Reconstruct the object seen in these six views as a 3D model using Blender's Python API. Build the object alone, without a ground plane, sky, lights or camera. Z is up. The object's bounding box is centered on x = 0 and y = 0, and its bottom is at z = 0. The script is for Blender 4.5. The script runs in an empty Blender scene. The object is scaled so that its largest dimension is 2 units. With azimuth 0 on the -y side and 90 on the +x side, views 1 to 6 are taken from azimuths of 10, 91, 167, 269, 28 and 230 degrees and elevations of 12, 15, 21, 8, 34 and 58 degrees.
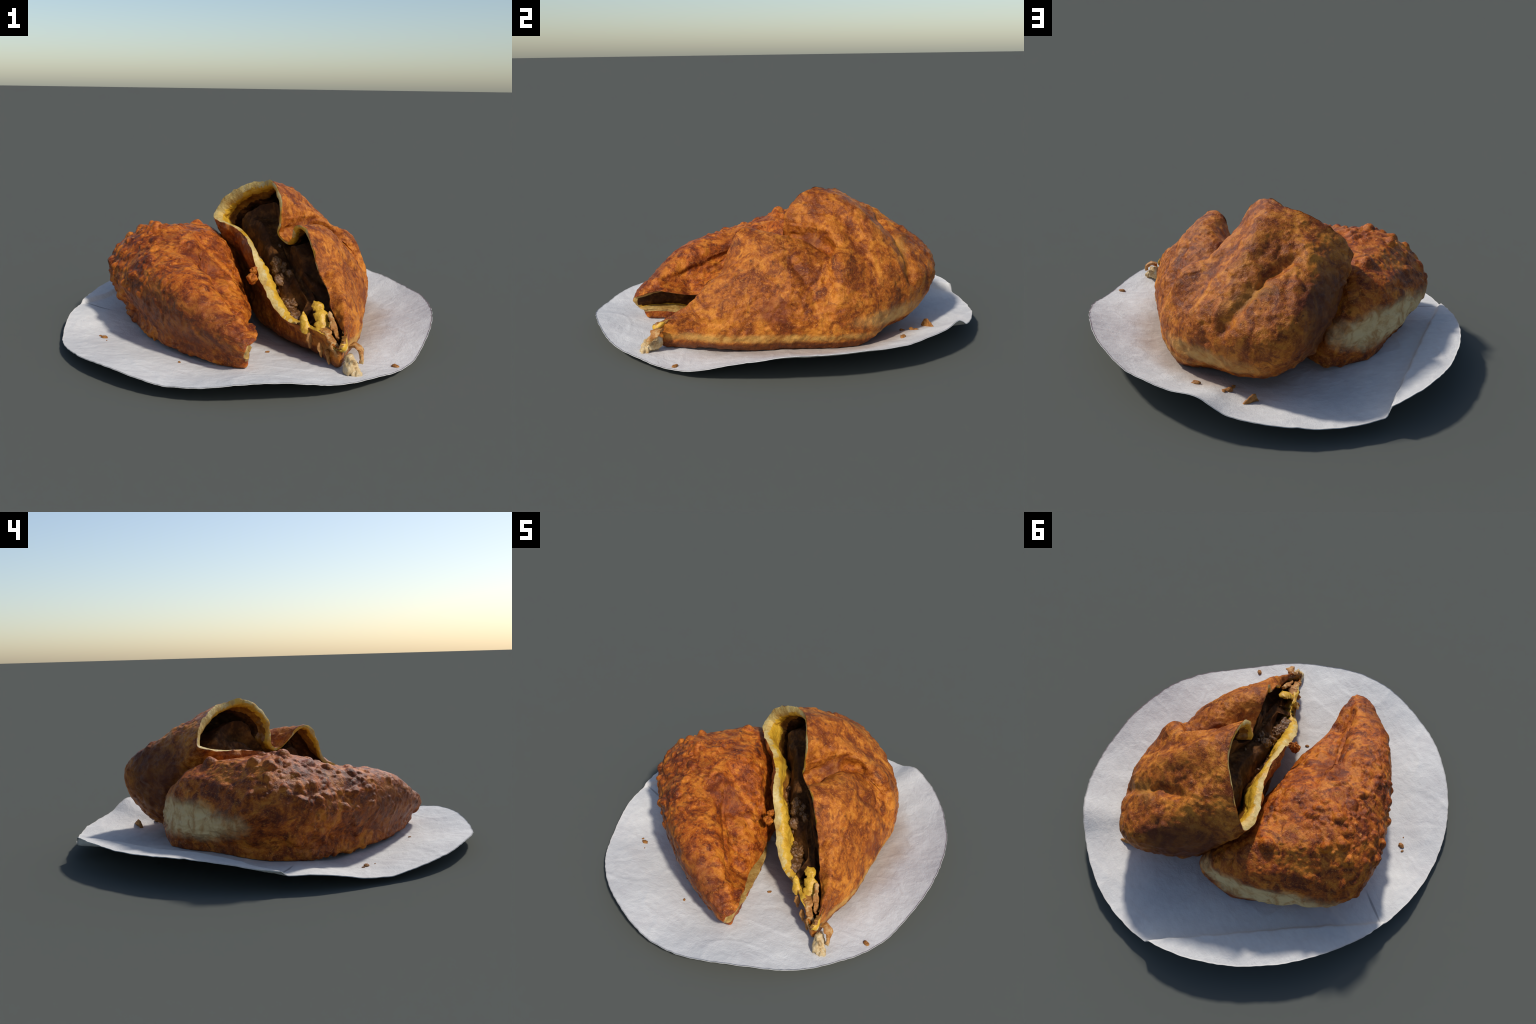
"""A deep-fried stuffed pastry torn into two halves, lying on a crinkled oval sheet of white paper."""
import bpy, math, random, mathutils
from mathutils.bvhtree import BVHTree
import numpy as np

random.seed(7)
# ------------------------------------------------------------------ numeric helpers
def _hash(ix, iy, iz, seed):
    h = (ix.astype(np.int64) * 374761393 + iy.astype(np.int64) * 668265263
         + iz.astype(np.int64) * 2147483647 + seed * 144665) & 0xFFFFFFFF
    h = ((h ^ (h >> 13)) * 1274126177) & 0xFFFFFFFF
    h = ((h ^ (h >> 16)) * 2246822519) & 0xFFFFFFFF
    h = h ^ (h >> 15)
    return (h & 0xFFFFFF) / float(0xFFFFFF)

def vnoise(P, freq, seed=0):
    """smooth value noise in -1..1"""
    Q = P * freq
    I = np.floor(Q).astype(np.int64)
    F = Q - I
    F = F * F * F * (F * (F * 6 - 15) + 10)
    r = 0.0
    for dx in (0, 1):
        for dy in (0, 1):
            for dz in (0, 1):
                w = (F[..., 0] if dx else 1 - F[..., 0]) * (F[..., 1] if dy else 1 - F[..., 1]) * (F[..., 2] if dz else 1 - F[..., 2])
                r = r + w * _hash(I[..., 0] + dx, I[..., 1] + dy, I[..., 2] + dz, seed)
    return r * 2 - 1

def fbm(P, freq, octaves=4, seed=0, gain=0.5):
    a, s, t = 1.0, 0.0, 0.0
    for k in range(octaves):
        s = s + a * vnoise(P + 17.3 * k, freq * 2 ** k, seed + k)
        t += a
        a *= gain
    return s / t

def blisters(P, cell, density, seed=0, rmin=0.3, rmax=0.62):
    """round fried bubbles scattered in space: 0 outside, up to 1 on their tops"""
    Q = P / cell
    I = np.floor(Q).astype(np.int64)
    out = np.zeros(P.shape[:-1])
    for dx in (-1, 0, 1):
        for dy in (-1, 0, 1):
            for dz in (-1, 0, 1):
                J = I + np.array([dx, dy, dz])
                h = [_hash(J[..., 0], J[..., 1], J[..., 2], seed + 11 * k) for k in range(5)]
                C = J + np.stack(h[:3], -1)
                rad = rmin + (rmax - rmin) * h[4]
                d = np.sqrt(((Q - C) ** 2).sum(-1)) / rad
                b = np.clip(1 - d * d, 0, 1) ** 1.3 * (0.45 + 0.55 * h[4])
                out = np.maximum(out, np.where(h[3] < density, b, 0))
    return out

def smooth(a, b, x):
    t = np.clip((x - a) / (b - a), 0, 1)
    return t * t * (3 - 2 * t)

def hermite(xk, yk, x, period=None):
    """cubic curve through (xk, yk); closed if a period is given"""
    xk = np.asarray(xk, float)
    yk = np.asarray(yk, float)
    if period:
        xk = np.concatenate([xk[-2:] - period, xk, xk[:3] + period])
        yk = np.concatenate([yk[-2:], yk, yk[:3]])
    h = np.diff(xk)
    s = np.diff(yk, axis=0) / h[:, None]
    m = np.empty_like(yk)
    m[1:-1] = (s[:-1] * h[1:, None] + s[1:] * h[:-1, None]) / (h[1:] + h[:-1])[:, None]
    m[0], m[-1] = s[0], s[-1]
    i = np.clip(np.searchsorted(xk, x, side='right') - 1, 0, len(xk) - 2)
    t = ((x - xk[i]) / h[i])[:, None]
    H = h[i][:, None]
    return ((1 + 2 * t) * (1 - t) ** 2 * yk[i] + t * (1 - t) ** 2 * H * m[i]
            + t * t * (3 - 2 * t) * yk[i + 1] + t * t * (t - 1) * H * m[i + 1])

def grid_normals(P):
    """normals of a grid closed along axis 0"""
    du = np.roll(P, -1, 0) - np.roll(P, 1, 0)
    dv = np.empty_like(P)
    dv[:, 1:-1] = P[:, 2:] - P[:, :-2]
    dv[:, 0] = P[:, 1] - P[:, 0]
    dv[:, -1] = P[:, -1] - P[:, -2]
    N = np.cross(du, dv)
    N /= np.linalg.norm(N, axis=-1)[..., None] + 1e-12
    return N

def resample(P, nv, weight=None):
    """re-space the points of every meridian evenly along its length"""
    out = np.empty((P.shape[0], nv, 3))
    for i in range(P.shape[0]):
        L = np.concatenate([[0], np.cumsum(np.linalg.norm(np.diff(P[i], axis=0), axis=1))])
        t = np.linspace(0, 1, nv)
        if weight:
            t = t ** weight
        for k in range(3):
            out[i, :, k] = np.interp(t * L[-1], L, P[i, :, k])
    return out

# ------------------------------------------------------------------ scene helpers
def new_object(name, me, parent=None, mat=None):
    ob = bpy.data.objects.new(name, me)
    bpy.context.scene.collection.objects.link(ob)
    if parent:
        ob.parent = parent
    if mat:
        me.materials.append(mat)
    return ob

def mesh_from(name, verts, faces, normals=None):
    """quads/tris as an (n,4) array; repeated last index = triangle"""
    used = np.unique(faces)
    remap = np.full(len(verts), -1)
    remap[used] = np.arange(len(used))
    F = remap[faces]
    fl = [tuple(dict.fromkeys(f)) for f in F.tolist()]
    fl = [f for f in fl if len(f) > 2]
    me = bpy.data.meshes.new(name)
    me.from_pydata(verts[used].tolist(), [], fl)
    me.shade_smooth()
    if normals is not None:
        me.normals_split_custom_set_from_vertices(normals[used].tolist())
    return me

def vertex_normals(verts, faces):
    a = verts[faces[:, 1]] - verts[faces[:, 0]]
    b = verts[faces[:, 2]] - verts[faces[:, 0]]
    c = verts[faces[:, 3]] - verts[faces[:, 0]]
    n = np.cross(a, b) + np.cross(b, c)
    N = np.zeros_like(verts)
    for k in range(4):
        for d in range(3):
            N[:, d] += np.bincount(faces[:, k], n[:, d], len(verts))
    return N / (np.linalg.norm(N, axis=1)[:, None] + 1e-12)

def ring_faces(nu, nv, off=0):
    i = np.arange(nu)[:, None]
    j = np.arange(nv - 1)[None, :]
    a = i * nv + j
    b = ((i + 1) % nu) * nv + j
    return (np.stack([a, b, b + 1, a + 1], -1).reshape(-1, 4)) + off

class Nodes:
    """a small builder for material node trees"""
    def __init__(self, name):
        self.mat = bpy.data.materials.new(name)
        self.mat.use_nodes = True
        self.t = self.mat.node_tree
        self.bsdf = self.t.nodes['Principled BSDF']
        self.co = self.t.nodes.new('ShaderNodeTexCoord').outputs['Object']
    def put(self, sock, v):
        if isinstance(v, bpy.types.NodeSocket):
            self.t.links.new(v, sock)
        elif v is not None:
            sock.default_value = v
    def noise(self, scale, detail=4, rough=0.55, dist=0.0, vec=None, stretch=None):
        n = self.t.nodes.new('ShaderNodeTexNoise')
        v = vec or self.co
        if stretch:
            m = self.t.nodes.new('ShaderNodeMapping')
            m.inputs['Scale'].default_value = stretch[0]
            m.inputs['Rotation'].default_value = stretch[1]
            self.put(m.inputs['Vector'], v)
            v = m.outputs[0]
        self.put(n.inputs['Vector'], v)
        n.inputs['Scale'].default_value = scale
        n.inputs['Detail'].default_value = detail
        n.inputs['Roughness'].default_value = rough
        n.inputs['Distortion'].default_value = dist
        return n.outputs['Fac']
    def voronoi(self, scale, feature='F1', vec=None, rand=1.0):
        n = self.t.nodes.new('ShaderNodeTexVoronoi')
        n.feature = feature
        self.put(n.inputs['Vector'], vec or self.co)
        n.inputs['Scale'].default_value = scale
        n.inputs['Randomness'].default_value = rand
        return n.outputs['Distance']
    def math(self, op, a, b=None, clamp=False):
        n = self.t.nodes.new('ShaderNodeMath')
        n.operation = op
        n.use_clamp = clamp
        self.put(n.inputs[0], a)
        self.put(n.inputs[1], b)
        return n.outputs[0]
    def step(self, x, a, b):
        n = self.t.nodes.new('ShaderNodeMapRange')
        n.interpolation_type = 'SMOOTHSTEP'
        self.put(n.inputs['Value'], x)
        n.inputs['From Min'].default_value = a
        n.inputs['From Max'].default_value = b
        return n.outputs['Result']
    def ramp(self, x, stops):
        n = self.t.nodes.new('ShaderNodeValToRGB')
        e = n.color_ramp.elements
        while len(e) < len(stops):
            e.new(0.5)
        for k, (p, c) in enumerate(stops):
            e[k].position = p
            e[k].color = (*c, 1)
        self.put(n.inputs[0], x)
        return n.outputs[0]
    def mix(self, f, a, b, mode='MIX'):
        n = self.t.nodes.new('ShaderNodeMix')
        n.data_type = 'RGBA'
        n.blend_type = mode
        self.put(n.inputs['Factor'], f)
        for s, v in ((n.inputs['A'], a), (n.inputs['B'], b)):
            self.put(s, (*v, 1) if isinstance(v, tuple) else v)
        return n.outputs['Result']
    def blob(self, centre, radii, rot=(0, 0, 0), soft=(1.15, 0.75), wob=0.25, wscale=9.0):
        """1 inside a wobbly ellipsoid in object space"""
        m = self.t.nodes.new('ShaderNodeMapping')
        m.vector_type = 'TEXTURE'
        m.inputs['Location'].default_value = centre
        m.inputs['Rotation'].default_value = rot
        m.inputs['Scale'].default_value = radii
        self.put(m.inputs['Vector'], self.co)
        l = self.t.nodes.new('ShaderNodeVectorMath')
        l.operation = 'LENGTH'
        self.put(l.inputs[0], m.outputs[0])
        d = l.outputs['Value']
        if wob:
            w = self.math('MULTIPLY', self.math('SUBTRACT', self.noise(wscale, 5), 0.5), 2 * wob)
            d = self.math('ADD', d, w)
        return self.step(d, *soft)
    def finish(self, colour, rough=0.6, bump=None, strength=0.3, dist=0.01, spec=0.4, **kw):
        self.put(self.bsdf.inputs['Base Color'], colour)
        self.put(self.bsdf.inputs['Roughness'], rough)
        self.bsdf.inputs['Specular IOR Level'].default_value = spec
        for k, v in kw.items():
            self.put(self.bsdf.inputs[k], v)
        if bump is not None:
            b = self.t.nodes.new('ShaderNodeBump')
            b.inputs['Strength'].default_value = strength
            b.inputs['Distance'].default_value = dist
            self.put(b.inputs['Height'], bump)
            self.t.links.new(b.outputs[0], self.bsdf.inputs['Normal'])
        return self.mat

# ------------------------------------------------------------------ materials
CREAM = (0.60, 0.46, 0.22)

PAINTED_GLINT = (0.78, 0.34, 0.075)

def crust_material(name, gold, orange, red, dark, pale_blobs, dark_blobs, patch_scale=9.0, bias=0.0):
    n = Nodes(name)
    a = n.noise(patch_scale, 5, 0.58, 1.4)
    b = n.noise(30, 6, 0.68, 1.2)
    c = n.noise(95, 4, 0.65, 0.6)
    x = n.math('ADD', n.math('MULTIPLY', a, 0.68), n.math('MULTIPLY', b, 0.32))
    x = n.math('ADD', x, n.math('MULTIPLY', n.math('SUBTRACT', c, 0.5), 0.16))
    x = n.math('ADD', x, bias)
    col = n.ramp(x, [(0.40, gold), (0.495, orange), (0.59, red), (0.70, dark)])
    # larger burnt patches with soft ragged borders
    p = n.step(n.noise(5.0, 6, 0.66, 1.0), 0.53, 0.66)
    col = n.mix(n.math('MULTIPLY', p, 0.6), col, red)
    p2 = n.step(n.noise(13.0, 4, 0.55, 1.8), 0.52, 0.66)
    col = n.mix(n.math('MULTIPLY', p2, 0.75), col, red)
    p3 = n.step(n.noise(11.0, 5, 0.6, 1.0), 0.60, 0.72)
    col = n.mix(n.math('MULTIPLY', p3, 0.6), col, dark)
    g = n.step(n.noise(8.0, 5, 0.6, 1.2, stretch=((1, 1.5, 1), (1, 2, 3))), 0.55, 0.70)
    col = n.mix(n.math('MULTIPLY', g, 0.55), col, gold)
    # brown freckles, dark pin holes and small highlights painted as pale flecks
    v = n.voronoi(26)
    fre = n.math('MULTIPLY', n.step(v, 0.32, 0.12), n.step(n.noise(12, 3), 0.46, 0.56))
    col = n.mix(n.math('MULTIPLY', fre, 0.6), col, red)
    pin = n.math('MULTIPLY', n.step(n.voronoi(17), 0.15, 0.07), n.step(n.noise(7, 2), 0.50, 0.60))
    col = n.mix(n.math('MULTIPLY', pin, 0.7), col, dark)
    fl = n.step(n.noise(70, 4, 0.6, 2.2, stretch=((1, 1, 2.2), (0.5, 0.4, 0.3))), 0.57, 0.68)
    col = n.mix(n.math('MULTIPLY', fl, 0.55), col, PAINTED_GLINT)
    for args, colr, amt in dark_blobs:
        m = n.math('MULTIPLY', n.blob(*args), amt)
        col = n.mix(m, col, colr)
    for args, colr, amt in pale_blobs:
        m = n.math('MULTIPLY', n.blob(*args), amt)
        pc = n.mix(n.step(n.noise(15, 6, 0.65, 1.0), 0.42, 0.68), colr, (colr[0] * .66, colr[1] * .48, colr[2] * .34))
        col = n.mix(m, col, pc)
    bump = n.math('ADD', n.math('MULTIPLY', n.noise(60, 5, 0.65), 0.7), n.math('MULTIPLY', n.noise(190, 3, 0.6), 0.35))
    rough = n.ramp(n.noise(20, 4), [(0.3, (0.34,) * 3), (0.7, (0.60,) * 3)])
    return n.finish(col, rough, bump, 0.55, 0.012, 0.22)

def paper_material():
    n = Nodes('paper_white')
    a = n.noise(3.2, 5, 0.6, 0.5)
    b = n.noise(22, 5, 0.6, 0.3, stretch=((1, 2.5, 1), (0, 0, 0.5)))
    x = n.math('ADD', n.math('MULTIPLY', a, 0.6), n.math('MULTIPLY', b, 0.4))
    col = n.ramp(x, [(0.3, (0.58, 0.55, 0.53)), (0.52, (0.66, 0.64, 0.61)), (0.7, (0.73, 0.71, 0.67))])
    sm = n.math('MULTIPLY', n.step(n.noise(2.4, 4, 0.5), 0.56, 0.70), 0.35)
    col = n.mix(sm, col, (0.52, 0.48, 0.47))
    painted_bounce_shade = n.math('MULTIPLY', n.blob((0.31, 0.12, 0.0), (0.37, 0.60, 0.2), (0, 0, 0.12), (1.15, 0.75), 0.25, 7), 0.55)  # brown contact shadow and crust bounce light tinted into the paper
    col = n.mix(painted_bounce_shade, col, (0.36, 0.235, 0.14))
    dark_crease_line = n.math('MULTIPLY', n.blob((-0.80, -0.02, 0.08), (0.085, 0.006, 0.2), (0, 0, -0.35), (1.3, 0.6), 0.1, 20), 0.6)
    col = n.mix(dark_crease_line, col, (0.18, 0.17, 0.17))
    bump = n.math('ADD', n.math('MULTIPLY', n.noise(14, 5, 0.6, 0.4), 1.0), n.math('MULTIPLY', n.noise(130, 3), 0.2))
    return n.finish(col, 0.8, bump, 0.32, 0.02, 0.2)

def dough_material(name, c0, c1, c2, scale=14, rough=0.55, spec=0.4):
    n = Nodes(name)
    x = n.math('ADD', n.math('MULTIPLY', n.noise(scale, 5, 0.6, 0.5), 0.7), n.math('MULTIPLY', n.noise(scale * 5, 4), 0.3))
    col = n.ramp(x, [(0.32, c0), (0.5, c1), (0.68, c2)])
    return n.finish(col, rough, n.noise(scale * 4, 5, 0.6), 0.5, 0.01, spec)

PALE_L = (0.73, 0.52, 0.25)
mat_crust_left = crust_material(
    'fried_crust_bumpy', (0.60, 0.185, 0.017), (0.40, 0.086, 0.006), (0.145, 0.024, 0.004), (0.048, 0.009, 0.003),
    [(((-0.45, 0.43, 0.225), (0.36, 0.15, 0.085), (0.0, 0.0, 0.60), (1.35, 0.6), 0.5, 8), PALE_L, 0.95),
     (((0.14, -0.63, 0.175), (0.13, 0.05, 0.022), (0, 0, 1.35), (1.3, 0.7), 0.25, 14), (0.52, 0.34, 0.10), 0.7)],
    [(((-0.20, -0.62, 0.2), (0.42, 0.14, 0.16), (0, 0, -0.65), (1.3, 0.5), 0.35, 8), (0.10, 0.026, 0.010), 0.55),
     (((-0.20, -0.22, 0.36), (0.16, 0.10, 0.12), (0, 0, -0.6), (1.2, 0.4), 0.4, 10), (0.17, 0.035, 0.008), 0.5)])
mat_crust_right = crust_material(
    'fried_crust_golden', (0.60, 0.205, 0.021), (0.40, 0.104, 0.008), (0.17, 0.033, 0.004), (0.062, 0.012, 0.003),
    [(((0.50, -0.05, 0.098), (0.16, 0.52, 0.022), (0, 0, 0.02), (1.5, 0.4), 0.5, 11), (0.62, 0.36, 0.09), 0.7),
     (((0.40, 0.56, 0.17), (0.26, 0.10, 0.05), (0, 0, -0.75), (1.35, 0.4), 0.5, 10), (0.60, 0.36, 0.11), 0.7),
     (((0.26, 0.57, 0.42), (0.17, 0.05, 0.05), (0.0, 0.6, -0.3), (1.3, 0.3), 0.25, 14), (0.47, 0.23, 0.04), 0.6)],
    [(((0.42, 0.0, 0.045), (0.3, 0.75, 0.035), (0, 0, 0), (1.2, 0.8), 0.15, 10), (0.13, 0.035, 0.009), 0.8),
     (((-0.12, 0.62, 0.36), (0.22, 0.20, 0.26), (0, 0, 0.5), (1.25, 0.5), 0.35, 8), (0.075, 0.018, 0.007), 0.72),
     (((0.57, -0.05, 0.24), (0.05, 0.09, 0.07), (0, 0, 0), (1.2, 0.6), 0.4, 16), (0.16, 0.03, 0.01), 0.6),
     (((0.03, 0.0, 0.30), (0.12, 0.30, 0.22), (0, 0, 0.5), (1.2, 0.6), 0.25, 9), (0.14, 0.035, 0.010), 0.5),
     (((0.28, 0.14, 0.51), (0.15, 0.060, 0.055), (0, 0, 0.80), (1.3, 0.4), 0.3, 12), (0.13, 0.026, 0.007), 0.7)],  # shadow under the overhanging fold, darkened into the crust colour
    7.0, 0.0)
mat_crumb = dough_material('torn_dough_cream', (0.44, 0.23, 0.045), (0.60, 0.42, 0.13), (0.68, 0.55, 0.27), 16)
mat_lip = dough_material('greasy_torn_lip', (0.24, 0.10, 0.02), (0.42, 0.24, 0.06), (0.55, 0.38, 0.13), 16)
mat_yellow = dough_material('cheese_soaked_dough', (0.42, 0.19, 0.015), (0.66, 0.37, 0.028), (0.70, 0.45, 0.06), 13, 0.4, 0.5)
mat_amber = dough_material('oily_amber_lining', (0.13, 0.045, 0.010), (0.28, 0.11, 0.015), (0.44, 0.20, 0.025), 13, 0.35, 0.5)
mat_filling = dough_material('dark_meat_filling', (0.022, 0.007, 0.003), (0.060, 0.022, 0.006), (0.19, 0.075, 0.018), 13, 0.65, 0.10)
mat_mince = dough_material('glistening_mince', (0.06, 0.024, 0.008), (0.16, 0.068, 0.019), (0.30, 0.15, 0.05), 22, 0.3, 0.45)
mat_knot = dough_material('pale_dough_knot', (0.38, 0.18, 0.045), (0.58, 0.42, 0.21), (0.70, 0.62, 0.47), 18, 0.6, 0.3)
mat_strand = dough_material('browned_torn_dough', (0.20, 0.055, 0.008), (0.44, 0.18, 0.035), (0.62, 0.44, 0.20), 24)
mat_flake = dough_material('crust_flake_brown', (0.16, 0.05, 0.012), (0.34, 0.14, 0.03), (0.50, 0.26, 0.08), 25, 0.6, 0.3)
mat_paper = paper_material()

# ------------------------------------------------------------------ paper sheet
RIM_R = [0.896, 0.898, 0.904, 0.917, 0.936, 0.955, 0.970, 0.981, 0.992, 0.999, 0.998, 0.988, 0.970, 0.951, 0.932, 0.917, 0.907, 0.902,
         0.900, 0.903, 0.911, 0.924, 0.939, 0.952, 0.965, 0.980, 0.995, 1.000, 0.997, 0.984, 0.969, 0.953, 0.935, 0.917, 0.903, 0.897]
RIM_Z = [.148, .150, .150, .150, .145, .141, .150, .155, .165, .110, .090, .085, .077, .074, .078, .091, .098, .100, .101, .105, .110, .110, .103, .087,
         .078, .075, .061, .038, .032, .046, .057, .066, .078, .081, .074, .065, .073, .091, .100, .088, .069, .059, .054, .044, .046, .066, .100, .124]
FLAP_A, FLAP_B = np.array([-0.262, 0.955]), np.array([-0.899, -0.016])

def paper_height(x, y):
    th = np.mod(np.arctan2(y, x), 2 * np.pi).ravel()
    R = hermite(np.arange(36) * 10.0, np.array(RIM_R)[:, None], np.degrees(th), 360)[:, 0].reshape(x.shape)
    Z = hermite(np.arange(48) * 7.5, np.array(RIM_Z)[:, None], np.degrees(th), 360)[:, 0].reshape(x.shape)
    s = np.hypot(x, y) / R
    # flat in front and at the right, rising early on the left and at the back
    deg = np.degrees(th).reshape(x.shape)
    p = hermite(np.arange(0, 360, 30.0), np.array([3.4, 3.4, 3.4, 2.2, .95, .70, .80, 1.5, 2.0, 1.9, 2.4, 3.2])[:, None], deg.ravel(), 360)[:, 0].reshape(x.shape)
    z = 0.010 + (Z - 0.010) * np.clip(s, 0, 1.2) ** p
    d = FLAP_B - FLAP_A
    L = np.hypot(*d)
    t = ((x - FLAP_A[0]) * d[0] + (y - FLAP_A[1]) * d[1]) / L ** 2
    off = ((x - FLAP_A[0]) * d[1] - (y - FLAP_A[1]) * d[0]) / L
    P = np.stack([x, y, x * 0], -1)
    off = off + 0.004 * vnoise(P, 22, 5)
    z = z + 0.042 * (1 - 0.6 * np.clip(t, 0, 1)) * smooth(-0.004, 0.010, off)
    z = z + 0.006 * fbm(P, 4.0, 3, 21) * smooth(0.25, 0.8, s) + 0.0022 * fbm(P, 18.0, 3, 22) + 0.002 * np.clip(1 - np.abs(fbm(P, 3.2, 2, 23)) * 12, 0, 1) * smooth(0.45, 0.75, s)
    return z

def build_paper():
    nu, nv = 720, 110
    th = np.linspace(0, 2 * np.pi, nu, endpoint=False)
    R = hermite(np.arange(36) * 10.0, np.array(RIM_R)[:, None], np.degrees(th), 360)[:, 0]
    C = np.stack([np.cos(th), np.sin(th), 0 * th], -1)
    R = R + 0.0035 * fbm(C, 9, 3, 3) + 0.0018 * vnoise(C, 40, 4)
    s = np.linspace(0.004, 1, nv) ** 0.8
    x = R[:, None] * np.cos(th)[:, None] * s
    y = R[:, None] * np.sin(th)[:, None] * s
    z = paper_height(x, y)
    top = np.stack([x, y, z], -1)
    N = grid_normals(top)
    N *= np.sign(N[..., 2:3])
    bot = top - N * 0.003
    V = np.concatenate([top.reshape(-1, 3), bot.reshape(-1, 3)])
    n = nu * nv
    F = [ring_faces(nu, nv)[:, ::-1], ring_faces(nu, nv, n)]
    i = np.arange(nu)
    j = (i + 1) % nu
    e = nv - 1
    F.append(np.stack([i * nv + e, i * nv + e + n, j * nv + e + n, j * nv + e], -1)[:, ::-1])
    V = np.concatenate([V, [[0, 0, z[:, 0].mean()], [0, 0, bot[:, 0, 2].mean()]]])
    F.append(np.stack([i * nv, j * nv, np.full(nu, 2 * n), np.full(nu, 2 * n)], -1))
    F.append(np.stack([j * nv + n, i * nv + n, np.full(nu, 2 * n + 1), np.full(nu, 2 * n + 1)], -1))
    low = V[:, 2].min()
    V[:, 2] -= low
    F = np.concatenate(F)
    ob = new_object('paper_sheet', mesh_from('paper_sheet', V, F), None, mat_paper)
    ob['label'] = 'crinkled oval sheet of white paper with a folded edge'
    ob['category'] = 'paper sheet'
    return ob, low

paper, PAPER_DROP = build_paper()

def paper_z(x, y):
    return float(paper_height(np.array([[x]]), np.array([[y]]))[0, 0] - PAPER_DROP)

def sit_on_paper(P, gap=0.003):
    """keep a body from sinking through the sheet"""
    fl = paper_height(P[..., 0], P[..., 1]) - PAPER_DROP + gap
    P[..., 2] = np.maximum(P[..., 2], fl)
    return P

# ------------------------------------------------------------------ right half: an open pouch
# torn rim, once round the mouth: (meridian number, x, y, z)
RIM = [(0, .530, -.600, .130), (.4, .512, -.548, .173), (1, .475, -.463, .205), (1.6, .439, -.409, .249), (2, .428, -.393, .298),
       (2.3, .409, -.358, .335), (2.7, .384, -.313, .361), (3, .360, -.285, .414), (3.4, .340, -.265, .485), (3.7, .309, -.230, .548),
       (4, .275, -.195, .574), (4.5, .240, -.150, .560), (5, .222, -.112, .520), (5.4, .210, -.071, .478), (6, .178, -.026, .462),
       (6.4, .140, .003, .488), (7, .147, .000, .540), (7.4, .150, .007, .600), (8, .138, .045, .670), (8.5, .110, .100, .718),
       (9, .070, .165, .735), (9.5, .000, .250, .715), (10, -.080, .300, .695), (10.5, -.150, .335, .660), (11, -.212, .360, .612),
       (11.5, -.250, .370, .570), (12, -.275, .360, .530), (12.4, -.265, .310, .512), (13, -.220, .240, .502), (13.5, -.165, .180, .495),
       (14, -.117, .138, .490), (14.4, -.070, .080, .480), (14.8, -.020, .000, .460), (15, .012, -.080, .440), (15.5, .038, -.128, .398),
       (16, .060, -.159, .347), (16.5, .085, -.200, .300), (17, .128, -.262, .255), (17.5, .175, -.325, .205), (18, .236, -.371, .168),
       (18.5, .300, -.410, .160), (19, .390, -.500, .168), (20, .456, -.563, .140), (20.5, .500, -.595, .120)]
# per meridian: shoulder and widest points; the underside follows from the widest ones
BODY = [
        ((0.509, -0.616, 0.149), (0.506, -0.602, 0.127)),
        ((0.509, -0.457, 0.240), (0.524, -0.437, 0.157)),
        ((0.487, -0.362, 0.316), (0.556, -0.314, 0.179)),
        ((0.456, -0.193, 0.408), (0.557, -0.133, 0.196)),
        ((0.412, -0.040, 0.509), (0.555, 0.012, 0.263)),
        ((0.359, 0.078, 0.513), (0.547, 0.124, 0.260)),
        ((0.297, 0.199, 0.485), (0.551, 0.223, 0.265)),
        ((0.297, 0.233, 0.562), (0.546, 0.284, 0.305)),
        ((0.244, 0.298, 0.587), (0.502, 0.417, 0.297)),
        ((0.201, 0.397, 0.623), (0.403, 0.570, 0.322)),
        ((0.088, 0.468, 0.577), (0.225, 0.743, 0.346)),
        ((-0.063, 0.525, 0.563), (0.050, 0.753, 0.380)),
        ((-0.222, 0.442, 0.450), (-0.120, 0.550, 0.289)),
        ((-0.202, 0.262, 0.415), (-0.130, 0.295, 0.275)),
        ((-0.100, 0.145, 0.405), (-0.045, 0.152, 0.255)),
        ((-0.005, -0.060, 0.365), (0.040, -0.025, 0.225)),
        ((0.074, -0.135, 0.298), (0.105, -0.115, 0.188)),
        ((0.143, -0.244, 0.221), (0.173, -0.214, 0.141)),
        ((0.241, -0.352, 0.155), (0.266, -0.322, 0.110)),
        ((0.385, -0.486, 0.159), (0.395, -0.456, 0.114)),
        ((0.448, -0.554, 0.139), (0.450, -0.539, 0.109))]
UNDER_IN = [.90] * 9 + [.78] * 4 + [.88] * 8
UNDER_Z = [.035] * 8 + [.04, .065, .088, .098, .092, .06, .05] + [.035] * 6
R_POLE = (.290, .080, .030)
# wall thickness along the rim (thick white dough at the back corner, thin at the lobes)
WALL = [.008, .014, .016, .016, .018, .018, .018, .018, .022, .030, .042, .050, .050, .050, .050, .048, .048, .046, .036, .022, .010]

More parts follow.
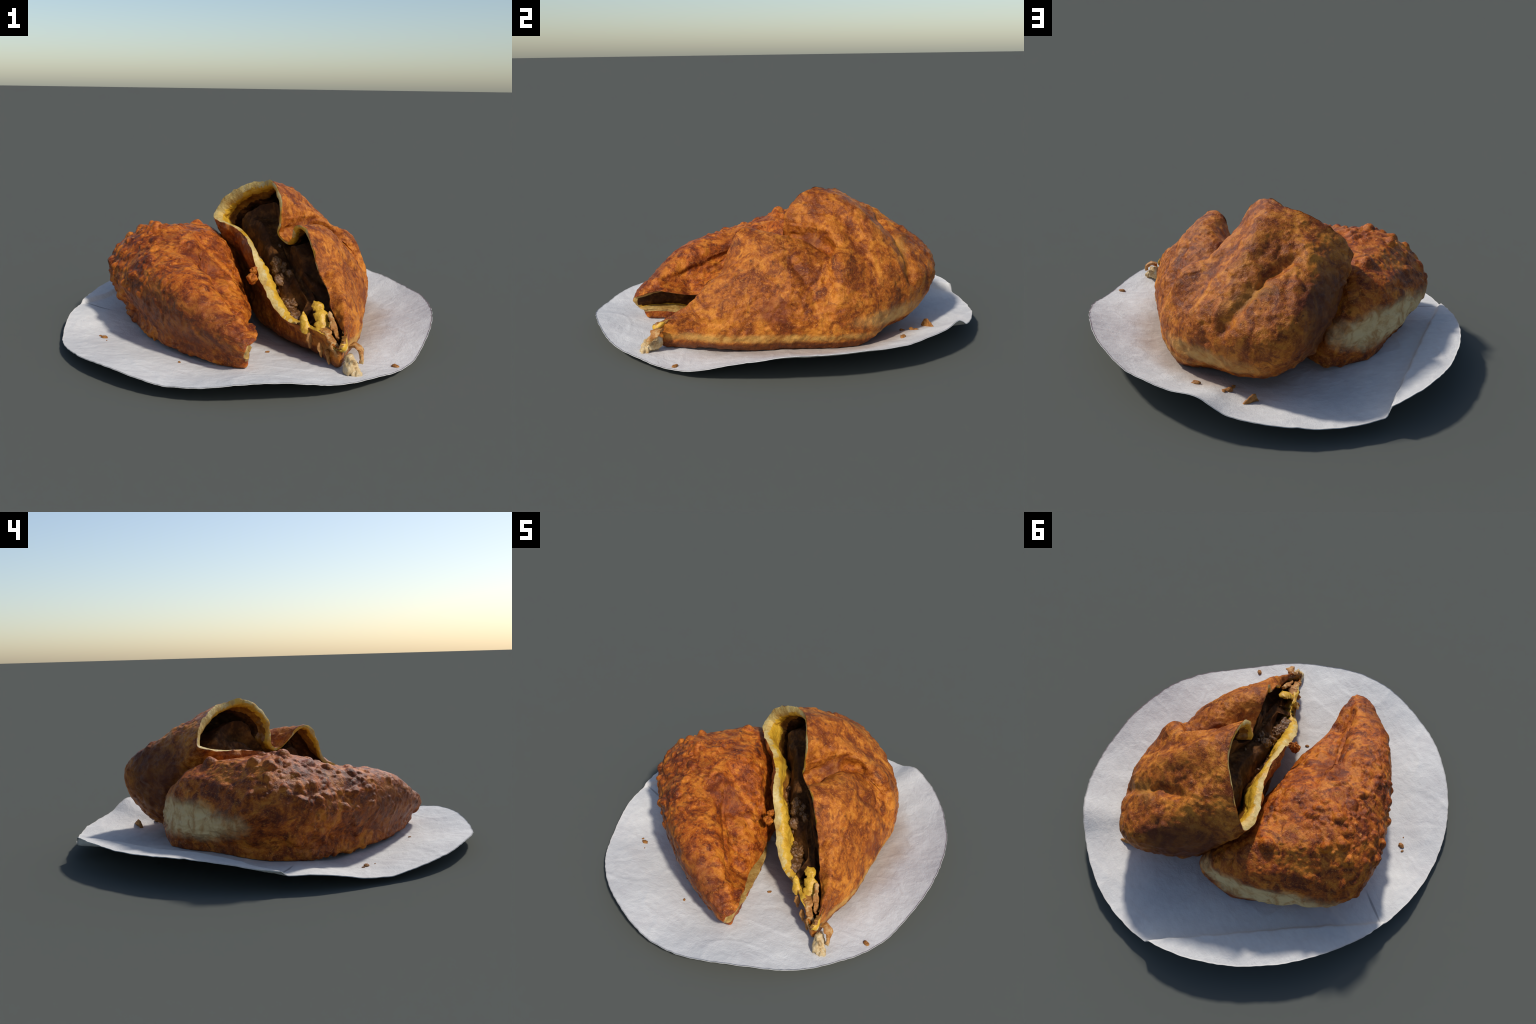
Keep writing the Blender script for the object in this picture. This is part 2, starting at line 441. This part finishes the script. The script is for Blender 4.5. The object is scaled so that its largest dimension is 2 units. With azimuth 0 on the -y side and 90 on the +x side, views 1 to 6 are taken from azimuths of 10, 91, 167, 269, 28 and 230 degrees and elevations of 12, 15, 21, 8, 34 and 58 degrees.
def crust_relief(P, seed, bump_amt, bump_mask, lump=0.008, fine=0.003):
    warp = np.stack([fbm(P, 9, 2, seed + 70 + k) for k in range(3)], -1) * 0.022
    warp = warp + np.stack([vnoise(P, 42, seed + 80 + k) for k in range(3)], -1) * 0.0035
    Q = P + warp
    d = lump * fbm(P, 6.5, 3, seed) + fine * fbm(Q, 30, 3, seed + 9)
    wrinkle = 1 - np.abs(fbm(Q * np.array([1, 1, 1.6]), 15, 3, seed + 12)) * 3.2
    d = d + fine * 1.1 * np.clip(wrinkle, -0.5, 1)
    b = blisters(Q, 0.064, 0.52, seed + 20)
    b2 = blisters(Q, 0.034, 0.55, seed + 40) * 0.5
    patch = smooth(-0.5, 0.2, fbm(P, 5.5, 2, seed + 33))
    pits = blisters(Q + 3.1, 0.085, 0.22, seed + 60, 0.16, 0.30)
    return d + bump_amt * bump_mask * (0.35 + 0.65 * patch) * np.maximum(b, b2) - 0.011 * pits - 0.2 * bump_amt * bump_mask

def crease(G, N, line, w, depth, seed=0):
    """a groove of half width w pressed in along a polyline lying near the surface"""
    W = G + 0.012 * np.stack([vnoise(G, 20, 900 + seed + k) for k in range(3)], -1)
    best = np.full(G.shape[:2], 9.0)
    line = [np.array(p) for p in line]
    for a, b in zip(line[:-1], line[1:]):
        t = np.clip(((W - a) @ (b - a)) / ((b - a) @ (b - a)), 0, 1)
        d = W - (a + t[..., None] * (b - a))
        h = (d * N).sum(-1)
        e = np.sqrt(np.maximum((d * d).sum(-1) - h * h, 0)) + np.maximum(np.abs(h) - 0.07, 0) * 3
        best = np.minimum(best, e)
    return depth * np.exp(-np.abs(best / w) ** 1.8)

def build_right():
    nm, nu, nv = 21, 672, 220
    m = np.linspace(0, nm, nu, endpoint=False)
    rim = np.array(RIM)
    ring = [hermite(rim[:, 0], rim[:, 1:], m, nm)]
    body = np.array(BODY)
    pole = np.array(R_POLE)
    under = pole + np.array(UNDER_IN)[:, None] * (body[:, 1] - pole)
    under[:, 2] = UNDER_Z
    body = np.concatenate([body, under[:, None]], 1)
    for k in range(3):
        ring.append(hermite(np.arange(nm), body[:, k], m, nm))
    ring.append(np.repeat(np.array(R_POLE)[None], nu, 0))
    ring = np.stack(ring, 1)
    vk = np.array([0, 1.0, 2.0, 3.0, 4.0])
    v = np.linspace(0, 4, 160)
    G = np.stack([hermite(vk, ring[i], v) for i in range(nu)])
    G = resample(G, nv)
    N = -grid_normals(G)
    c = G.mean((0, 1))
    if (N * (G - c)).sum(-1).mean() < 0:
        N = -N
    outer0, N0 = G, N
    edge = np.linspace(0, 1, nv)[None, :] * np.ones((nu, 1))
    # creases pressed into the back of the crust
    relief = crust_relief(G, 100, 0.014, 0.35 + 0.65 * smooth(0.15, -0.1, G[..., 0]) + 0.3 * smooth(.5, .6, G[..., 1]))
    relief = relief - crease(G, N, [(.06, .50, .56), (.16, .54, .52), (.30, .615, .40), (.36, .63, .33)], .026, .026, 1)
    relief = relief - crease(G, N, [(.22, .05, .46), (.30, .18, .47), (.35, .245, .47)], .028, .034, 2)
    relief = relief - crease(G, N, [(.44, .02, .46), (.52, .14, .32), (.55, .17, .24)], .022, .012, 3)
    relief = relief - crease(G, N, [(.45, -.13, .40), (.52, -.02, .32)], .020, .009, 4)
    def swell(p, r, h):
        return h * np.exp(-((G - np.array(p)) ** 2).sum(-1) / r ** 2)
    relief = relief + 0.002 + swell((.44, .26, .41), .085, .040) + swell((.53, .05, .30), .12, .006)
    relief = relief * smooth(0.0, 0.03, edge) + 0.004 * fbm(G, 28, 3, 77)
    O = G + N * relief[..., None]
    O[:, 0] = O[:, 0] + 0.006 * np.stack([vnoise(O[:, 0], 30, s) for s in (1, 2, 3)], -1)
    O = sit_on_paper(O)
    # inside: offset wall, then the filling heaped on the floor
    wall = hermite(np.arange(nm), np.array(WALL)[:, None], m, nm)[:, 0][:, None]
    L = np.linalg.norm(np.diff(G, axis=1), axis=2).cumsum(1)
    L = np.concatenate([np.zeros((nu, 1)), L], 1)
    total = L[:, -1:]
    rnd = np.sqrt(np.clip(1 - (1 - np.clip(L / (wall * 0.9), 0, 1)) ** 2, 0, 1))
    fill = 0.075 * smooth(0.35, 0.95, edge) * smooth(0.15, 0.4, total) * (0.6 + 0.6 * fbm(G, 9, 2, 5))
    lumps = (0.012 * fbm(G, 14, 3, 31) + 0.014 * blisters(G, 0.08, 0.7, 301)) * smooth(0.05, 0.14, L)
    T = wall * rnd + fill + lumps + 0.004 * fbm(G, 35, 2, 33) * smooth(0, .02, L)
    T = np.minimum(T, 0.006 + 0.30 * total * edge + wall * 0.8)
    I = G + N0 * (np.minimum(relief, 0) - T)[..., None]
    lid_mid = np.array([.20, -.03, .345])
    hood = (smooth(6.4, 7.5, m) * smooth(13.0, 11.5, m))[:, None]
    hw = (smooth(6.2, 7.2, m) * smooth(15.4, 14.0, m))[:, None]
    lid_mid = lid_mid + hw[..., None] * (np.array([.10, .20, .53]) - lid_mid)
    lid = G[:, :1] + (lid_mid - G[:, :1]) * edge[..., None]
    lowlip = (smooth(11.8, 12.8, m) * smooth(19.6, 18.8, m))[:, None]
    rise = smooth(0.06 + 0.06 * lowlip, 0.55 + 0.10 * lowlip, edge) * smooth(0.10, 0.40, total)
    I = I + rise[..., None] * (lid - I)
    heap = 0.020 * fbm(I, 9, 3, 411) + 0.016 * blisters(I, 0.075, 0.8, 421) + 0.006 * fbm(I, 34, 3, 431)
    I = I + (heap * smooth(0.05 + .045 * lowlip, 0.12 + .05 * lowlip, L) * smooth(0.10, 0.35, total))[..., None] * np.array([-.45, -.1, .85])
    I[:, 0] = O[:, 0]
    I[..., 2] = np.maximum(I[..., 2], O[..., 2] * 0 + 0.03)
    I[:, 0] = O[:, 0]
    # nowhere may the inside come through the crust
    skin = BVHTree.FromPolygons(O[:, ::2].reshape(-1, 3).tolist(), ring_faces(nu, (nv + 1) // 2).tolist())
    f0 = skin.find_nearest(G[nu // 3, nv // 2].tolist())
    flip = 1.0 if np.dot(f0[1], N0[nu // 3, nv // 2]) > 0 else -1.0
    for i in range(nu):
        for j in range(6, nv):
            if L[i, j] < 0.022:
                continue
            q, n_, _, d_ = skin.find_nearest(I[i, j].tolist(), 0.2)
            if q is None:
                continue
            if flip * (mathutils.Vector(I[i, j]) - q).dot(n_) > -0.009:
                I[i, j] = q - flip * n_ * 0.010
    V = np.concatenate([O.reshape(-1, 3), I[:, 1:].reshape(-1, 3)])
    n = nu * nv
    FO = ring_faces(nu, nv)
    idx = np.empty((nu, nv), int)
    idx[:, 0] = np.arange(nu) * nv
    idx[:, 1:] = n + np.arange(nu * (nv - 1)).reshape(nu, nv - 1)
    a, b = idx, np.roll(idx, -1, 0)
    FI = np.stack([a[:, :-1], a[:, 1:], b[:, 1:], b[:, :-1]], -1)
    # outward orientation
    t = FO[nv * 5 + 60]
    nn = np.cross(V[t[1]] - V[t[0]], V[t[2]] - V[t[0]])
    if nn @ N0.reshape(-1, 3)[t[0]] < 0:
        FO = FO[:, ::-1]
        FI = FI[:, :, ::-1]
    FA = np.concatenate([FO, FI.reshape(-1, 4)])
    VN = vertex_normals(V, FA)
    root = bpy.data.objects.new('pastry_half', None)
    bpy.context.scene.collection.objects.link(root)
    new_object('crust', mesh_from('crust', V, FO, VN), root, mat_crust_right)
    # bands of the lining by distance from the torn edge, with ragged borders
    Lj = L[:, :-1] + 0.018 * fbm(G[:, :-1], 16, 3, 55) + 0.006 * vnoise(G[:, :-1], 60, 56)
    w = wall
    low_side = smooth(11.3, 12.5, m)[:, None] * smooth(20.6, 19.5, m)[:, None]
    b0 = w * (0.10 + 0.45 * (smooth(9.3, 10.2, m) * smooth(13.2, 12.3, m))[:, None])
    b1 = w * 0.9 + 0.070 * low_side + 0.012
    b2 = b1 + 0.045
    bands = np.where(Lj < b0, 0, np.where(Lj < b1, 1, np.where(Lj < b2, 2, 3)))
    for k, (nmk, mt) in enumerate((('torn_edge', mat_crumb), ('yellow_lining', mat_yellow), ('oily_lining', mat_amber), ('filling', mat_filling))):
        f = FI[bands == k]
        if len(f):
            new_object(nmk, mesh_from(nmk, V, f, VN), root, mt)
    root['label'] = 'torn open fried pastry half with a dark meat filling'
    root['category'] = 'stuffed pastry'
    return root, I

right, INSIDE = build_right()

# ------------------------------------------------------------------ left half: a closed body with a slit
# per station: lower side, middle, upper side, shoulder, top
LEFT = [
        ((0.123, -0.744, 0.107), (0.137, -0.780, 0.138), (0.147, -0.769, 0.181), (0.120, -0.710, 0.216), (0.039, -0.590, 0.280)),
        ((0.125, -0.673, 0.110), (0.151, -0.666, 0.153), (0.152, -0.658, 0.207), (0.099, -0.577, 0.240), (0.003, -0.477, 0.313)),
        ((0.098, -0.487, 0.088), (0.117, -0.485, 0.123), (0.088, -0.476, 0.167), (0.046, -0.404, 0.242), (-0.063, -0.343, 0.344)),
        ((0.050, -0.228, 0.080), (0.051, -0.216, 0.119), (0.041, -0.191, 0.170), (-0.021, -0.171, 0.257), (-0.132, -0.155, 0.375)),
        ((-0.020, -0.041, 0.110), (-0.035, -0.048, 0.215), (-0.062, -0.032, 0.308), (-0.118, 0.012, 0.400), (-0.210, 0.026, 0.475)),
        ((-0.030, 0.250, 0.110), (-0.075, 0.222, 0.240), (-0.140, 0.205, 0.362), (-0.222, 0.193, 0.436), (-0.315, 0.162, 0.474)),
        ((-0.105, 0.515, 0.120), (-0.150, 0.529, 0.220), (-0.232, 0.455, 0.362), (-0.308, 0.334, 0.455), (-0.363, 0.236, 0.478)),
        ((-0.320, 0.516, 0.128), (-0.350, 0.493, 0.220), (-0.405, 0.460, 0.386), (-0.419, 0.332, 0.441), (-0.421, 0.202, 0.483)),
        ((-0.487, 0.354, 0.123), (-0.582, 0.337, 0.205), (-0.586, 0.278, 0.350), (-0.539, 0.194, 0.443), (-0.485, 0.110, 0.496)),
        ((-0.645, 0.164, 0.139), (-0.752, 0.129, 0.269), (-0.705, 0.091, 0.376), (-0.626, 0.061, 0.457), (-0.520, 0.033, 0.504)),
        ((-0.628, -0.083, 0.121), (-0.708, -0.097, 0.271), (-0.670, -0.077, 0.391), (-0.583, -0.058, 0.459), (-0.467, -0.040, 0.508)),
        ((-0.520, -0.234, 0.119), (-0.578, -0.279, 0.267), (-0.541, -0.242, 0.379), (-0.461, -0.194, 0.445), (-0.364, -0.136, 0.472)),
        ((-0.378, -0.427, 0.116), (-0.417, -0.461, 0.250), (-0.395, -0.436, 0.371), (-0.338, -0.375, 0.416), (-0.259, -0.274, 0.433)),
        ((-0.200, -0.580, 0.115), (-0.236, -0.606, 0.227), (-0.219, -0.601, 0.334), (-0.166, -0.529, 0.377), (-0.123, -0.417, 0.395)),
        ((-0.012, -0.685, 0.103), (-0.030, -0.729, 0.190), (-0.007, -0.720, 0.239), (0.013, -0.650, 0.286), (-0.017, -0.512, 0.335))]
L_BASE, L_TOP = (-.280, -.060, .030), (-.290, -.050, .485)

def build_left():
    nm, nu, nv = 15, 720, 330
    m = np.linspace(0, nm, nu, endpoint=False)
    S = np.array(LEFT)
    base = np.array(L_BASE) + np.array([.85] * 11 + [.88] * 4)[:, None] * (S[:, 0] - np.array(L_BASE))
    base[:, 2] = 0.035
    S = np.concatenate([base[:, None], S], 1)
    ring = [np.repeat(np.array(L_BASE)[None], nu, 0)]
    for k in range(6):
        ring.append(hermite(np.arange(nm), S[:, k], m, nm))
    ring.append(np.repeat(np.array(L_TOP)[None], nu, 0))
    ring = np.stack(ring, 1)
    v = np.concatenate([np.linspace(0, 1, 20, endpoint=False), np.linspace(1, 7, nv - 20)])
    G = np.stack([hermite(np.arange(8.0), ring[i], v) for i in range(nu)])
    N = grid_normals(G)
    c = np.array([-.3, -.1, .25])
    if (N * (G - c)).sum(-1).mean() < 0:
        N = -N
    mm = np.where(m > 10, m - nm, m)[:, None] + 0 * v[None]
    vv = v[None] + 0 * m[:, None]
    leftness = smooth(-.15, -.5, G[..., 0] + 0.25 * G[..., 1]) * smooth(.30, .05, G[..., 1])
    mask = 0.60 + 0.62 * leftness
    back_pale = np.exp(-(((G[..., 0] + .47) / .3) ** 2 + ((G[..., 1] - .45) / .12) ** 2 + ((G[..., 2] - .22) / .10) ** 2))
    mask = mask * (1 - 0.85 * back_pale)
    relief = crust_relief(G, 500, 0.0195, mask, 0.011, 0.0024)
    # the pale end is sunk below the crust's ragged upper edge and pleated
    q = (G - np.array([-.45, .43, .215])) @ np.array([[.83, -.56, 0], [.56, .83, 0], [0, 0, 1.0]])
    q = q / np.array([.38, .16, .085])
    pale = smooth(1.12, 0.88, np.linalg.norm(q, axis=-1) + 0.35 * fbm(G, 9, 4, 640))
    fold = 1 - np.abs(fbm(G * np.array([1, 1, 2.2]), 7, 3, 650)) * 2.6
    relief = relief - pale * (0.012 - 0.012 * np.clip(fold, -.3, 1))
    # a long dent in the top beside the ridge, and a folded crease towards the tip
    relief = relief - crease(G, N, [(-.26, -.20, .42), (-.17, -.27, .38), (-.09, -.36, .34)], .055, .016, 6)
    relief = relief - crease(G, N, [(-.52, .36, .37), (-.42, .43, .37), (-.30, .46, .35)], .03, .016, 9)
    # a few big knobs on the ridge
    for p, r, h in (((-.545, .115, .49), .030, .030), ((-.36, .31, .48), .045, .025), ((-.755, .14, .32), .03, .02), ((-.51, -.31, .33), .022, .018)):
        D = np.linalg.norm(G - np.array(p), axis=-1)
        relief = relief + h * np.clip(1 - (D / r) ** 2, 0, 1) ** 1.2
    O = G + N * (relief + 0.001)[..., None]
    hollow = crease(G, N * 0, [(-.14, -.29, .36), (-.05, -.40, .32), (.02, -.48, .29), (.06, -.53, .26)], .085, .068, 10)
    O = O + hollow[..., None] * np.array([-.45, .10, -.88]) * smooth(3.9, 4.6, vv)[..., None]
    # the slit: the wall between lower and upper lip is drawn deep inside
    win = smooth(-0.25, 0.35, mm) * smooth(4.2, 3.2, mm)
    lo = 1.95 + 0.1 * fbm(G, 20, 2, 8)
    hi = 4.05 + 0.1 * fbm(G, 20, 2, 9)
    inside = win * smooth(lo, lo + 0.5, vv) * smooth(hi, hi - 0.35, vv)
    inward = np.array([-.94, .34, -.12])
    depth = 0.025 + 0.075 * smooth(0, 1.4, mm)
    O = O + (inside * depth)[..., None] * inward
    O = sit_on_paper(O)
    V = O.reshape(-1, 3)
    F = ring_faces(nu, nv)
    t = F[nv * 10 + 250]
    nn = np.cross(V[t[1]] - V[t[0]], V[t[2]] - V[t[0]])
    if nn @ N.reshape(-1, 3)[t[0]] < 0:
        F = F[:, ::-1]
    VN = vertex_normals(V, F)
    root = bpy.data.objects.new('pastry_half', None)
    bpy.context.scene.collection.objects.link(root)
    ins = inside[:, :-1].reshape(-1)
    vq = vv[:, :-1].reshape(-1)
    part = np.where(ins > 0.80, 2, np.where((ins > 0.25), 1, 0))
    part = np.where((part == 0) & (win[:, :-1].reshape(-1) > .5) & (vq > 1.75) & (vq < 2.6), 1, part)
    part = np.where((part == 2) & ((vq > 2.9) | (ins > 0.985)), 3, part)
    for k, (nmk, mt) in enumerate((('crust', mat_crust_left), ('torn_edge', mat_lip), ('yellow_lining', mat_yellow), ('filling', mat_filling))):
        f = F[part == k]
        if len(f):
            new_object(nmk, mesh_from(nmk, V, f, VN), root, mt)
    root['label'] = 'knobbly golden brown fried pastry half with a slit'
    root['category'] = 'stuffed pastry'
    return root

left = build_left()

# ------------------------------------------------------------------ small pieces
def lump_mesh(name, radii, seed, rough=0.25, freq=2.0, res=28):
    """a noisy ellipsoid"""
    nu, nv = res * 2, res
    th = np.linspace(0, 2 * np.pi, nu, endpoint=False)[:, None]
    ph = np.linspace(-np.pi / 2, np.pi / 2, nv)[None]
    D = np.stack([np.cos(th) * np.cos(ph), np.sin(th) * np.cos(ph), np.sin(ph) + 0 * th], -1)
    r = 1 + rough * fbm(D + seed * 3.7, freq, 3, seed)
    P = D * r[..., None] * np.array(radii)
    P[:, 0] = P[:, 0].mean(0)
    P[:, -1] = P[:, -1].mean(0)
    return mesh_from(name, P.reshape(-1, 3), ring_faces(nu, nv))

def curl_mesh(name, spine, widths, thick, seed, cup=0.0, side=(0, 0, 1), n=60, k=18):
    """a ragged, curled strip of dough with real thickness along a spine"""
    S = np.array(spine, float)
    t = np.linspace(0, len(S) - 1, n)
    C = hermite(np.arange(len(S)), S, t)
    T = np.gradient(C, axis=0)
    T /= np.linalg.norm(T, axis=1)[:, None]
    Sd = np.array(side, float)
    A = np.cross(T, Sd)
    A /= np.linalg.norm(A, axis=1)[:, None]
    B = np.cross(A, T)
    W = hermite(np.arange(len(widths)), np.array(widths)[:, None], np.linspace(0, len(widths) - 1, n))[:, 0]
    W = W * (1 + 0.45 * fbm(C, 45, 2, seed + 3)) * np.sqrt(np.clip(1 - np.linspace(-1, 1, n) ** 8, 0.05, 1))
    a = np.linspace(0, 2 * np.pi, k, endpoint=False)
    ca, sa = np.cos(a), np.sin(a)
    x = np.sign(ca) * np.abs(ca) ** 0.85
    P = (C[:, None] + B[:, None] * (W[:, None] * x)[..., None]
         + A[:, None] * (thick * sa[None] + cup * W[:, None] * x[None] ** 2)[..., None])
    P = P + 0.9 * thick * np.stack([fbm(P, 26, 3, seed + q) for q in range(3)], -1) + 0.5 * thick * np.stack([fbm(P, 60, 2, seed + 5 + q) for q in range(3)], -1)
    P = P.transpose(1, 0, 2)
    V = P.reshape(-1, 3)
    F = ring_faces(k, n)
    V = np.concatenate([V, [P[:, 0].mean(0), P[:, -1].mean(0)]])
    i = np.arange(k)
    j = (i + 1) % k
    q = k * n
    F = np.concatenate([F, np.stack([j * n, i * n, np.full(k, q), np.full(k, q)], -1),
                        np.stack([i * n + n - 1, j * n + n - 1, np.full(k, q + 1), np.full(k, q + 1)], -1)])
    me = mesh_from(name, V, F)
    return me

# torn yellow tongues inside the mouth near the tail
new_object('torn_flap', curl_mesh('torn_flap', [(.420, -.470, .160), (.405, -.430, .215), (.392, -.400, .245), (.362, -.378, .262)], [.034, .030, .028, .024], .010, 3, .3, (1, .3, 0)), right, mat_yellow)
new_object('torn_flap', curl_mesh('torn_flap', [(.345, -.450, .140), (.330, -.435, .185), (.318, -.425, .225)], [.026, .020, .006], .010, 9, .2, (1, .2, 0)), right, mat_yellow)
# pale dough that closes the mouth towards the tail
new_object('torn_flap', curl_mesh('torn_flap', [(.405, -.470, .165), (.430, -.505, .165), (.462, -.550, .140), (.490, -.600, .095)], [.022, .026, .024, .008], .012, 14, .3, (1, 1, .3)), right, mat_strand)
new_object('torn_flap', curl_mesh('torn_flap', [(.435, -.425, .230), (.462, -.485, .190), (.492, -.545, .150)], [.012, .014, .012], .009, 19, .2, (1, 1, .3)), right, mat_strand)
# knot of pale dough pulled out at the tail, with its browned curl
def place(name, me, loc, rot, parent, mat):
    ob = new_object(name, me, parent, mat)
    ob.location = loc
    ob.rotation_euler = rot
    return ob
place('dough_knot', lump_mesh('dough_knot', (.029, .050, .038), 4, .5, 1.7), (.548, -.625, .072), (0.3, 0.2, .5), right, mat_knot)
place('dough_knot', lump_mesh('dough_knot', (.022, .022, .034), 6, .5, 1.7), (.572, -.655, .045), (0, 0.1, .2), right, mat_knot)
new_object('curled_tip', curl_mesh('curled_tip', [(.535, -.575, .140), (.565, -.592, .140), (.588, -.612, .120), (.590, -.640, .085)], [.024, .020, .016, .008], .008, 23, .3, (0, 1, .2)), right, mat_strand)

# mince heaped inside
rng = np.random.RandomState(11)
for k in range(26):
    i = int((rng.uniform(14.6, 18.8) / 21) * INSIDE.shape[0])
    j = rng.randint(60, 190)
    p = INSIDE[i, j] - np.array([0, 0, .006])
    r = rng.uniform(.014, .028)
    place('mince_lump', lump_mesh('mince_lump', (r, r * rng.uniform(.7, 1.2), r * rng.uniform(.5, .8)), 50 + k, .5, 2.6, 18),
          p, rng.uniform(0, 6, 3), right, mat_mince)
place('mince_lump', lump_mesh('mince_lump', (.050, .060, .034), 90, .5, 3.0), (.270, -.290, .160), (0, .3, .4), right, mat_mince)
place('mince_lump', lump_mesh('mince_lump', (.036, .036, .030), 91, .5, 3.0), (.235, -.235, .205), (0, .3, .4), right, mat_mince)

# browned nubs and shreds on the outside of the lower lip
place('crust_nub', lump_mesh('crust_nub', (.026, .020, .028), 95, .5, 2.4, 24), (.046, -.200, .308), (0.3, 0.4, 0), right, mat_crust_right)
place('crust_nub', lump_mesh('crust_nub', (.016, .016, .022), 96, .5, 2.4, 24), (.050, -.178, .340), (0, 0.5, 0), right, mat_crust_right)
for k, (x, y, z) in enumerate(((.350, -.470, .125), (.405, -.520, .105), (.440, -.545, .085))):
    new_object('crust_shred', curl_mesh('crust_shred', [(x, y, z + .02), (x + .006, y - .006, z - .012), (x + .012, y - .010, z - .045)], [.014, .012, .003], .006, 70 + k, .2, (1, .5, 0), 24, 10), right, mat_flake)

# crumbs and flakes lying on the paper
CRUMBS = [((-.628, -.378), .022), ((-.655, -.360), .010), ((.731, -.492), .022), ((.158, -.389), .014), ((-.178, -.664), .011),
          ((.327, .642), .026), ((.350, .660), .016), ((.455, .579), .024), ((.300, .600), .018), ((-.60, -.42), .006)]
for k, ((x, y), r) in enumerate(CRUMBS):
    z = paper_z(x, y)
    r *= .78
    place('crumb', lump_mesh('crumb', (r, r * .65, r * .40), 120 + k, .45, 1.8, 14), (x, y, z + r * .2), (0, 0, k * 1.3), paper, mat_flake)
new_object('crust_flake', curl_mesh('crust_flake', [(.215, .715, .040), (.245, .735, .052), (.285, .755, .050)], [.012, .020, .006], .008, 33, .4, (0, .4, 1), 30, 12), paper, mat_flake)

# each half's empty stands at its own base; the parts keep their place
for root, base in ((right, (.30, .05, .02)), (left, (-.30, -.10, .03))):
    root.location = base
    for ob in root.children:
        ob.matrix_parent_inverse = mathutils.Matrix.Translation(base).inverted()
